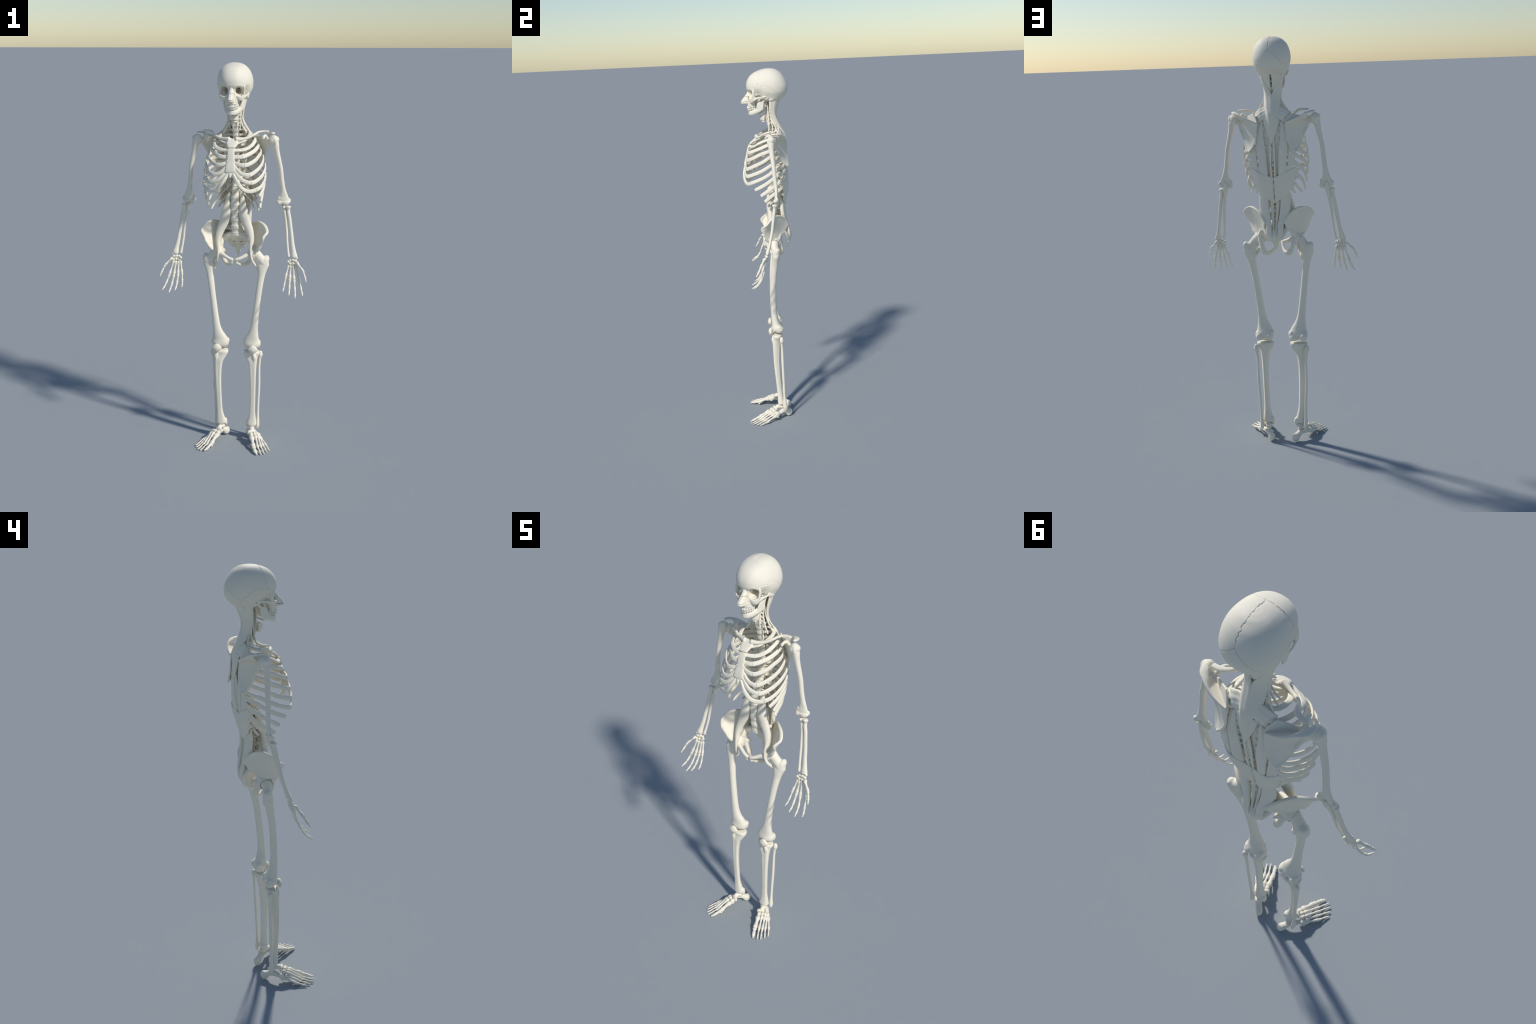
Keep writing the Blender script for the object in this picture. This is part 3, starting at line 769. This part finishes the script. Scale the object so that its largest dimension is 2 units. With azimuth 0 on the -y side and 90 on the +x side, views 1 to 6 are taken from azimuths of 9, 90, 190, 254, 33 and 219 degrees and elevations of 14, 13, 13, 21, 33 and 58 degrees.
g = np.maximum(g, groove(c[:, 1] + .030 - (1.9 - c[:, 2]) * .55 + wg * .4, (ax > .045) & (c[:, 2] < 1.902) & (c[:, 2] > 1.868)) * .7)
g = np.maximum(g, groove(c[:, 2] - 1.902 - (c[:, 1] + .03) * .15, (ax > .052) & (c[:, 1] < -.018) & (c[:, 1] > -.050)) * .7)
nrm = np.empty(len(c) * 3)
sk.vertices.foreach_get('normal', nrm)
nrm = nrm.reshape(-1, 3)
set_coords(sk, c - nrm * g[:, None])

# separate the skull's faces into its bones, keeping the whole skin's normals
def split_regions(me, labels, names, parent, mat):
    nv = len(me.vertices)
    co = coords(me)
    no = np.empty(nv * 3)
    me.vertices.foreach_get('normal', no)
    no = no.reshape(-1, 3)
    polys = [tuple(p.vertices) for p in me.polygons]
    byl = {}
    for p in polys:
        l = int(np.median(labels[list(p)]))
        byl.setdefault(l, []).append(p)
    for l, ps in byl.items():
        used = sorted({i for p in ps for i in p})
        remap = {o: i for i, o in enumerate(used)}
        m = bpy.data.meshes.new(names[l])
        m.from_pydata(co[used].tolist(), [], [tuple(remap[i] for i in p) for p in ps])
        m.update()
        o = put(names[l], m, parent, mat)
        m.normals_split_custom_set_from_vertices(no[used].tolist())
REG = ['facial_bones', 'frontal_bone', 'parietal_bone', 'parietal_bone', 'occipital_bone', 'temporal_bone', 'temporal_bone']
lab = np.zeros(len(c), int)
vault = (fs > 0) | ~side
lab[(c[:, 2] > 1.88) & front_ & (c[:, 1] < .03)] = 1
par = (c[:, 2] > 1.84) & ~front_ & above & (fl > 0)
lab[par & (fm >= 0)] = 2
lab[par & (fm < 0)] = 3
lab[(fl <= 0) & (c[:, 1] > .098 - (1.865 - c[:, 2]) * .2)] = 4
tmp = (~above | (fl <= 0)) & (lab != 4) & (ax > .045) & (c[:, 1] > .0) & (c[:, 2] > 1.815)
lab[tmp & (c[:, 0] > 0) & (lab != 2) & (lab != 3)] = 5
lab[tmp & (c[:, 0] < 0) & (lab != 2) & (lab != 3)] = 6
split_regions(sk, lab, REG, SKULL, BONE)

# nose
put('nasal_cartilage', fuse([nose_rings([(1.8535,-.0925,-.070,.0115), (1.848,-.0970,-.070,.0122), (1.838,-.1050,-.070,.0138), (1.830,-.1110,-.070,.0150), (1.8255,-.1135,-.071,.0150)])], .0011, 3), SKULL, CARTILAGE)
put('alar_cartilage', fuse([nose_rings([(1.8240,-.1135,-.072,.0150), (1.8210,-.1140,-.071,.0160), (1.8165,-.1120,-.073,.0155), (1.8140,-.1060,-.075,.0130)])], .0011, 3), SKULL, CARTILAGE)

# lower jaw
jaw = [loft([(0,-.0655,1.7640,.0135,.0080), (.012,-.0620,1.7640,.0135,.0075), (.024,-.0500,1.7665,.0130,.0066), (.035,-.030,1.7755,.0140,.0058), (.0425,-.012,1.7840,.0150,.0050)], (0,0,1), 18, .003),
       loft([(0,-.0675,1.7570,.0070,.0065), (.012,-.0645,1.7575,.0060,.0060)], (0,0,1), 12, .003),
       sheet([[(.0370,-.028,1.7655),(.0450,-.006,1.7745),(.0495,.0070,1.7820)],
              [(.0390,-.029,1.7880),(.0470,-.007,1.7950),(.0515,.0095,1.8000)],
              [(.0430,-.025,1.8080),(.0490,-.006,1.8130),(.0530,.0125,1.8200)],
              [(.0450,-.017,1.8260),(.0510,-.003,1.8240),(.0540,.0150,1.8350)]], .0062, out=(1,0,0), mid=True, rim=.7, nu=26, nv=22),
       loft([(.0445,-.016,1.822,.006,.0028), (.0460,-.009,1.834,.004,.0024), (.047,-.004,1.841,.002,.002)], (0,1,0), 10, .003),
       loft([(.0530,.0120,1.826,.007,.0035), (.0545,.0160,1.838,.005,.004), (.0545,.0180,1.844,.004,.007)], (0,1,0), 12, .003)]
def mir(part):
    v = part[0].copy()
    v[:, 0] *= -1
    return v, [tuple(reversed(q)) for q in part[1]]
JAW = put('mandible', fuse(jaw + [mir(q) for q in jaw], .0014, 9), SKULL)

# teeth, one mesh shared per kind
tooth_mesh = mk(loft([(0,0,-.5,.40,.30), (0,0,-.3,.50,.40), (0,0,.1,.46,.44), (0,0,.5,.36,.40)], (1,0,0), 14, .12, p=2.6, cap=(.4,.3)))
tooth_mesh.materials.append(ENAMEL)
first = put('tooth', tooth_mesh, SKULL, ENAMEL)
made = False
def arch(u, front_y, w, depth):
    # u = distance along the dental arch from the middle
    P = spline([(0, front_y, 0), (.010, front_y + .0020, 0), (.0195, front_y + .0100, 0), (.0265, front_y + .0220, 0), (w, front_y + depth, 0)], 200)
    s = np.concatenate([[0], np.cumsum(np.linalg.norm(np.diff(P, axis=0), axis=1))])
    i = min(int(np.searchsorted(s, u)), 198)
    t = P[min(i + 1, 199)] - P[max(i - 1, 0)]
    return P[i], math.atan2(t[1], t[0])
for upper, fy, z0, hgt, W in ((True, -.0785, 1.7945, .0150, [.0088,.0072,.0078,.0072,.0070,.0098,.0094]), (False, -.0745, 1.7825, .0120, [.0060,.0064,.0072,.0072,.0074,.0100,.0098])):
    for s in (-1, 1):
        u = 0.0
        for i, w in enumerate(W):
            p, ang = arch(u + w / 2, fy, .0315, .042)
            u += w
            o = first if not made else first.copy()
            if made:
                bpy.context.scene.collection.objects.link(o)
                o.parent = SKULL
            made = True
            lift = .0022 * (i / 6) ** 2 * 3
            o.location = (s * p[0], p[1], z0 + lift)
            d = .0080 if i > 2 else .0064
            o.scale = (w * .95, d, hgt * (1.0 if i < 3 else .82) * .80)
            tilt = (-.16 if upper else .10) if i < 3 else 0
            o.rotation_euler = (tilt if upper else tilt + math.pi, 0, s * ang)
            if not upper:
                o.rotation_euler = (math.pi - tilt, 0, s * ang)

# ------------------------------------------------------------------ throat
THROAT = empty('larynx', ROOT)
hy = loft([(0,-.0185,1.7580,.0055,.0035), (.010,-.0160,1.7585,.0045,.0032), (.019,-.002,1.7650,.0032,.0022), (.025,.014,1.7720,.0026,.0020)], (0,0,1), 12, .002)
put('hyoid_bone', fuse([hy, mir(hy)], .0011, 2), THROAT)
ty = sheet([[(0,-.0100,1.7440),(.010,-.0030,1.7470),(.0190,.0085,1.7490),(.0200,.0130,1.7480)],
            [(0,-.0135,1.7360),(.010,-.0050,1.7360),(.0195,.0080,1.7360),(.0205,.0130,1.7360)],
            [(0,-.0080,1.7220),(.008,-.0020,1.7210),(.0165,.0080,1.7200),(.0180,.0130,1.7200)]], .004, out=(1,-1,0), mid=True, rim=.7, nu=22, nv=26)
hr = loft([(.0195,.0140,1.745,.0022,.0022), (.0215,.0160,1.758,.0018,.0018)], (1,0,0), 8, .002)
put('thyroid_cartilage', fuse([ty, mir(ty), hr, mir(hr)], .0012, 2), THROAT, CARTILAGE)
cr = loft([(0,-.0015,1.7150,.0040,.0025), (.009,.0030,1.7150,.0045,.0025), (.013,.0110,1.7170,.0060,.0025), (.008,.0170,1.7190,.0075,.0025), (0,.0190,1.7190,.0080,.0025)], (0,0,1), 12, .002)
put('cricoid_cartilage', fuse([cr, mir(cr)], .0012, 2), THROAT, CARTILAGE)
both('stylohyoid_ligament', mk(loft([(.044,.030,1.836,.0028,.0022), (.040,.024,1.812,.0020,.0018), (.030,.018,1.785,.0016,.0014), (.024,.014,1.772,.0016,.0014)], (0,1,0), 8, .003)), (THROAT, THROAT), CARTILAGE)

# ------------------------------------------------------------------ muscles
def fibres(freq, amp, seed=0.0):
    # lengthwise ridges across the muscle (w) that drift along it (u)
    def f(u, w):
        return amp * np.sin((w * freq + .15 * np.sin(u * 5 + seed)) * 2 * np.pi + seed) * np.sin(np.pi * np.clip(w, 0, 1)) ** .5
    return f

def muscle(name, grid, t, out=(0,1,0), nu=60, nv=24, **kw):
    both(name, mk(sheet(grid, t, out, nu, nv, **kw)), None, MUSCLE)

muscle('neck_splenius_muscle', [
    [(.0640,.046,1.836),(.0610,.066,1.833),(.0500,.084,1.826)],
    [(.0510,.045,1.795),(.0460,.066,1.787),(.0300,.082,1.780)],
    [(.0410,.047,1.755),(.0330,.070,1.747),(.0040,.083,1.744)],
    [(.0400,.057,1.720),(.0300,.080,1.715),(-.0025,.095,1.712)],
    [(.0410,.075,1.685),(.0280,.098,1.680),(-.0025,.110,1.675)],
    [(.0300,.105,1.645),(.0180,.120,1.645),(-.0025,.127,1.640)],
    [(.0180,.121,1.600),(.0100,.128,1.600),(-.0025,.130,1.600)],
    [(.0080,.129,1.555),(.0040,.131,1.553),(-.0025,.132,1.550)]], .011, relief=fibres(2, .0008))
muscle('semispinalis_muscle', [
    [(.0420,.111,1.628),(.0200,.119,1.632),(-.0015,.123,1.636)],
    [(.0320,.118,1.590),(.0160,.124,1.590),(-.0015,.127,1.590)],
    [(.0180,.125,1.550),(.0090,.128,1.548),(-.0015,.130,1.545)],
    [(.0050,.129,1.518),(.0030,.130,1.516),(-.0015,.130,1.514)]], .008)
muscle('semispinalis_capitis_muscle', [
    [(.0520,.078,1.834),(.0270,.100,1.836),(.0045,.1065,1.834)],
    [(.0340,.074,1.790),(.0190,.085,1.790),(.0050,.0885,1.790)],
    [(.0150,.070,1.758),(.0100,.074,1.755),(.0045,.0770,1.752)]], .012, relief=fibres(1.5, .001))
muscle('longissimus_muscle', [
    [(.0640,.107,1.604),(.0530,.111,1.612),(.0420,.111,1.618)],
    [(.0740,.116,1.550),(.0560,.120,1.550),(.0380,.118,1.550)],
    [(.0765,.120,1.505),(.0550,.125,1.505),(.0325,.121,1.503)],
    [(.0710,.124,1.460),(.0500,.127,1.458),(.0275,.120,1.456)],
    [(.0660,.127,1.400),(.0460,.126,1.395),(.0235,.116,1.385)],
    [(.0640,.121,1.350),(.0440,.119,1.340),(.0225,.111,1.335)]], .013, relief=fibres(2, .0008))
muscle('iliocostalis_muscle', [
    [(.1070,.109,1.510),(.0960,.116,1.512),(.0830,.118,1.514)],
    [(.1095,.109,1.460),(.0945,.118,1.462),(.0765,.122,1.464)],
    [(.1050,.111,1.420),(.0880,.121,1.415),(.0715,.126,1.410)],
    [(.0995,.112,1.385),(.0830,.121,1.378),(.0685,.126,1.372)],
    [(.0920,.104,1.345),(.0800,.112,1.340),(.0680,.116,1.336)]], .011, relief=fibres(2, .0007, 1.0))
muscle('spinalis_muscle', [
    [(.0140,.122,1.535),(.0090,.125,1.535),(.0040,.126,1.535)],
    [(.0160,.120,1.470),(.0100,.122,1.470),(.0040,.123,1.470)],
    [(.0150,.116,1.400),(.0100,.118,1.400),(.0045,.118,1.400)],
    [(.0140,.112,1.345),(.0090,.113,1.345),(.0045,.113,1.345)]], .008, nv=12)
muscle('lower_serratus_muscle', [
    [(.1140,.105,1.404),(.0730,.131,1.385),(.0350,.124,1.367),(.0004,.114,1.352)],
    [(.1080,.102,1.362),(.0710,.126,1.346),(.0350,.120,1.326),(.0004,.109,1.312)],
    [(.0980,.100,1.325),(.0660,.116,1.306),(.0330,.113,1.284),(.0004,.103,1.268)],
    [(.0740,.100,1.280),(.0500,.107,1.262),(.0250,.107,1.244),(.0004,.099,1.229)]], .009, nv=44, edge=.06, relief=lambda u, w: .0005 * np.sin((u * 5 + w) * 2 * np.pi))
for q in (0, 1, 2):   # its slips onto the last ribs
    strap_rows = [[(.100,.108,1.385,.010,.003), (.114,.101,1.388,.008,.003), (.124,.088,1.385,.003,.002)],
                  [(.094,.106,1.345,.010,.003), (.108,.100,1.350,.008,.003), (.118,.086,1.352,.003,.002)],
                  [(.084,.104,1.308,.010,.003), (.098,.098,1.318,.008,.003), (.107,.086,1.322,.003,.002)]][q]
    both('serratus_slip', mk(loft(strap_rows, (0,0,1), 12, .003)), None, MUSCLE)
muscle('upper_serratus_muscle', [
    [(.0850,.077,1.652),(.0600,.085,1.673),(.0420,.086,1.680),(.0150,.096,1.684)],
    [(.0780,.091,1.626),(.0580,.103,1.644),(.0380,.104,1.655),(.0130,.110,1.663)],
    [(.0660,.100,1.600),(.0500,.109,1.615),(.0360,.112,1.626),(.0160,.116,1.638)]], .007, nu=40, nv=40, relief=lambda u, w: .0005 * np.sin(u * 3.2 * 2 * np.pi) * np.sin(np.pi * w))
muscle('rotator_muscle', [
    [(.0500,.100,1.610),(.0300,.106,1.610),(.0080,.110,1.610)],
    [(.0520,.105,1.550),(.0300,.111,1.550),(.0080,.114,1.550)],
    [(.0480,.106,1.480),(.0280,.110,1.480),(.0080,.112,1.480)],
    [(.0420,.101,1.410),(.0260,.105,1.410),(.0080,.107,1.410)],
    [(.0380,.094,1.345),(.0240,.099,1.345),(.0080,.101,1.345)]], .010, relief=fibres(3, .0012))
muscle('lumbar_erector_muscle', [
    [(.0740,.088,1.285),(.0520,.102,1.285),(.0300,.104,1.285)],
    [(.0780,.091,1.227),(.0520,.106,1.225),(.0275,.107,1.224)],
    [(.0700,.098,1.182),(.0450,.111,1.180),(.0215,.110,1.180)],
    [(.0470,.116,1.135),(.0290,.124,1.130),(.0125,.121,1.122)],
    [(.0410,.125,1.088),(.0280,.132,1.082),(.0120,.130,1.076)],
    [(.0230,.126,1.058),(.0170,.129,1.055),(.0100,.127,1.052)]], .022, relief=fibres(1.5, .0008))
muscle('multifidus_muscle', [
    [(.0240,.094,1.262),(.0120,.093,1.262),(.0035,.091,1.262)],
    [(.0200,.098,1.200),(.0110,.096,1.200),(.0035,.093,1.200)],
    [(.0130,.113,1.130),(.0070,.113,1.130),(.0025,.111,1.130)],
    [(.0100,.128,1.075),(.0060,.130,1.075),(.0020,.130,1.075)],
    [(.0060,.124,1.045),(.0040,.125,1.045),(.0015,.125,1.045)]], .012, nv=14)
muscle('quadratus_lumborum_muscle', [
    [(.0740,.084,1.300),(.0650,.089,1.305),(.0520,.090,1.310)],
    [(.0750,.087,1.250),(.0650,.092,1.250),(.0500,.093,1.250)],
    [(.0760,.090,1.192),(.0640,.097,1.186),(.0480,.103,1.176)]], .012)
both('psoas_muscle', mk(loft([(.029,.044,1.350,.008,.008), (.035,.036,1.325,.013,.012), (.040,.027,1.290,.0190,.0145), (.0455,.018,1.253,.0245,.0160), (.057,.022,1.208,.0245,.0165), (.0765,.021,1.158,.0195,.0150), (.0855,.012,1.115,.0140,.0125), (.0840,.000,1.070,.0085,.0105), (.0855,-.001,1.038,.0060,.0090), (.092,.008,1.008,.0056,.0080), (.103,.032,.978,.0070,.0075), (.112,.044,.963,.0060,.0060)], (1,0,0), 26, .004)), None, MUSCLE)

both('iliolumbar_ligament', mk(loft([(.018,.046,1.163,.010,.006), (.036,.060,1.164,.009,.005), (.058,.082,1.162,.010,.005)], (0,0,1), 12, .003)), None, CARTILAGE)

def strap(name, rows, hint=(1,0,0)):
    both(name, mk(loft(rows, hint, 12, .003)), None, MUSCLE)
strap('longus_colli_muscle', [(.007,.021,1.822,.005,.0035), (.012,.020,1.780,.0065,.0035), (.0135,.0225,1.740,.0065,.0035), (.0115,.0270,1.705,.0045,.0028), (.009,.034,1.680,.0025,.002)])
strap('scalene_muscle', [(.024,.036,1.770,.003,.003), (.027,.037,1.730,.0040,.003), (.036,.036,1.695,.0045,.003), (.058,.030,1.659,.0040,.0025)])
strap('scalene_muscle', [(.027,.042,1.795,.003,.003), (.031,.046,1.745,.0042,.0035), (.043,.052,1.702,.0045,.0032), (.068,.054,1.664,.0040,.0025)])
strap('scalene_muscle', [(.030,.050,1.750,.003,.003), (.041,.060,1.712,.0040,.003), (.056,.072,1.680,.0045,.003), (.076,.080,1.648,.0040,.0025)])
strap('longissimus_capitis_muscle', [(.054,.046,1.832,.005,.004), (.045,.045,1.790,.005,.004), (.039,.048,1.745,.005,.004), (.039,.060,1.705,.004,.004), (.042,.076,1.670,.004,.003)], (0,1,0))
for i in range(6):    # small side-to-side muscles between the neck vertebrae
    z = 1.797 - .0203 * i
    strap('intertransverse_muscle', [(.026,.032 + .0008 * i,z + .012,.0035,.003), (.027,.033 + .0008 * i,z,.003,.0026), (.026,.032 + .0008 * i,z - .012,.0035,.003)])
for i in range(10):   # short straps from the vertebrae to the next rib
    z = 1.640 - .0270 * i
    y = front(z) + .052
    strap('rib_lifter_muscle', [(.030, min(y, .108), z + .012, .004, .003), (.040, min(y + .004, .110), z - .004, .006, .003), (.050, min(y + .003, .110), z - .020, .007, .003)])
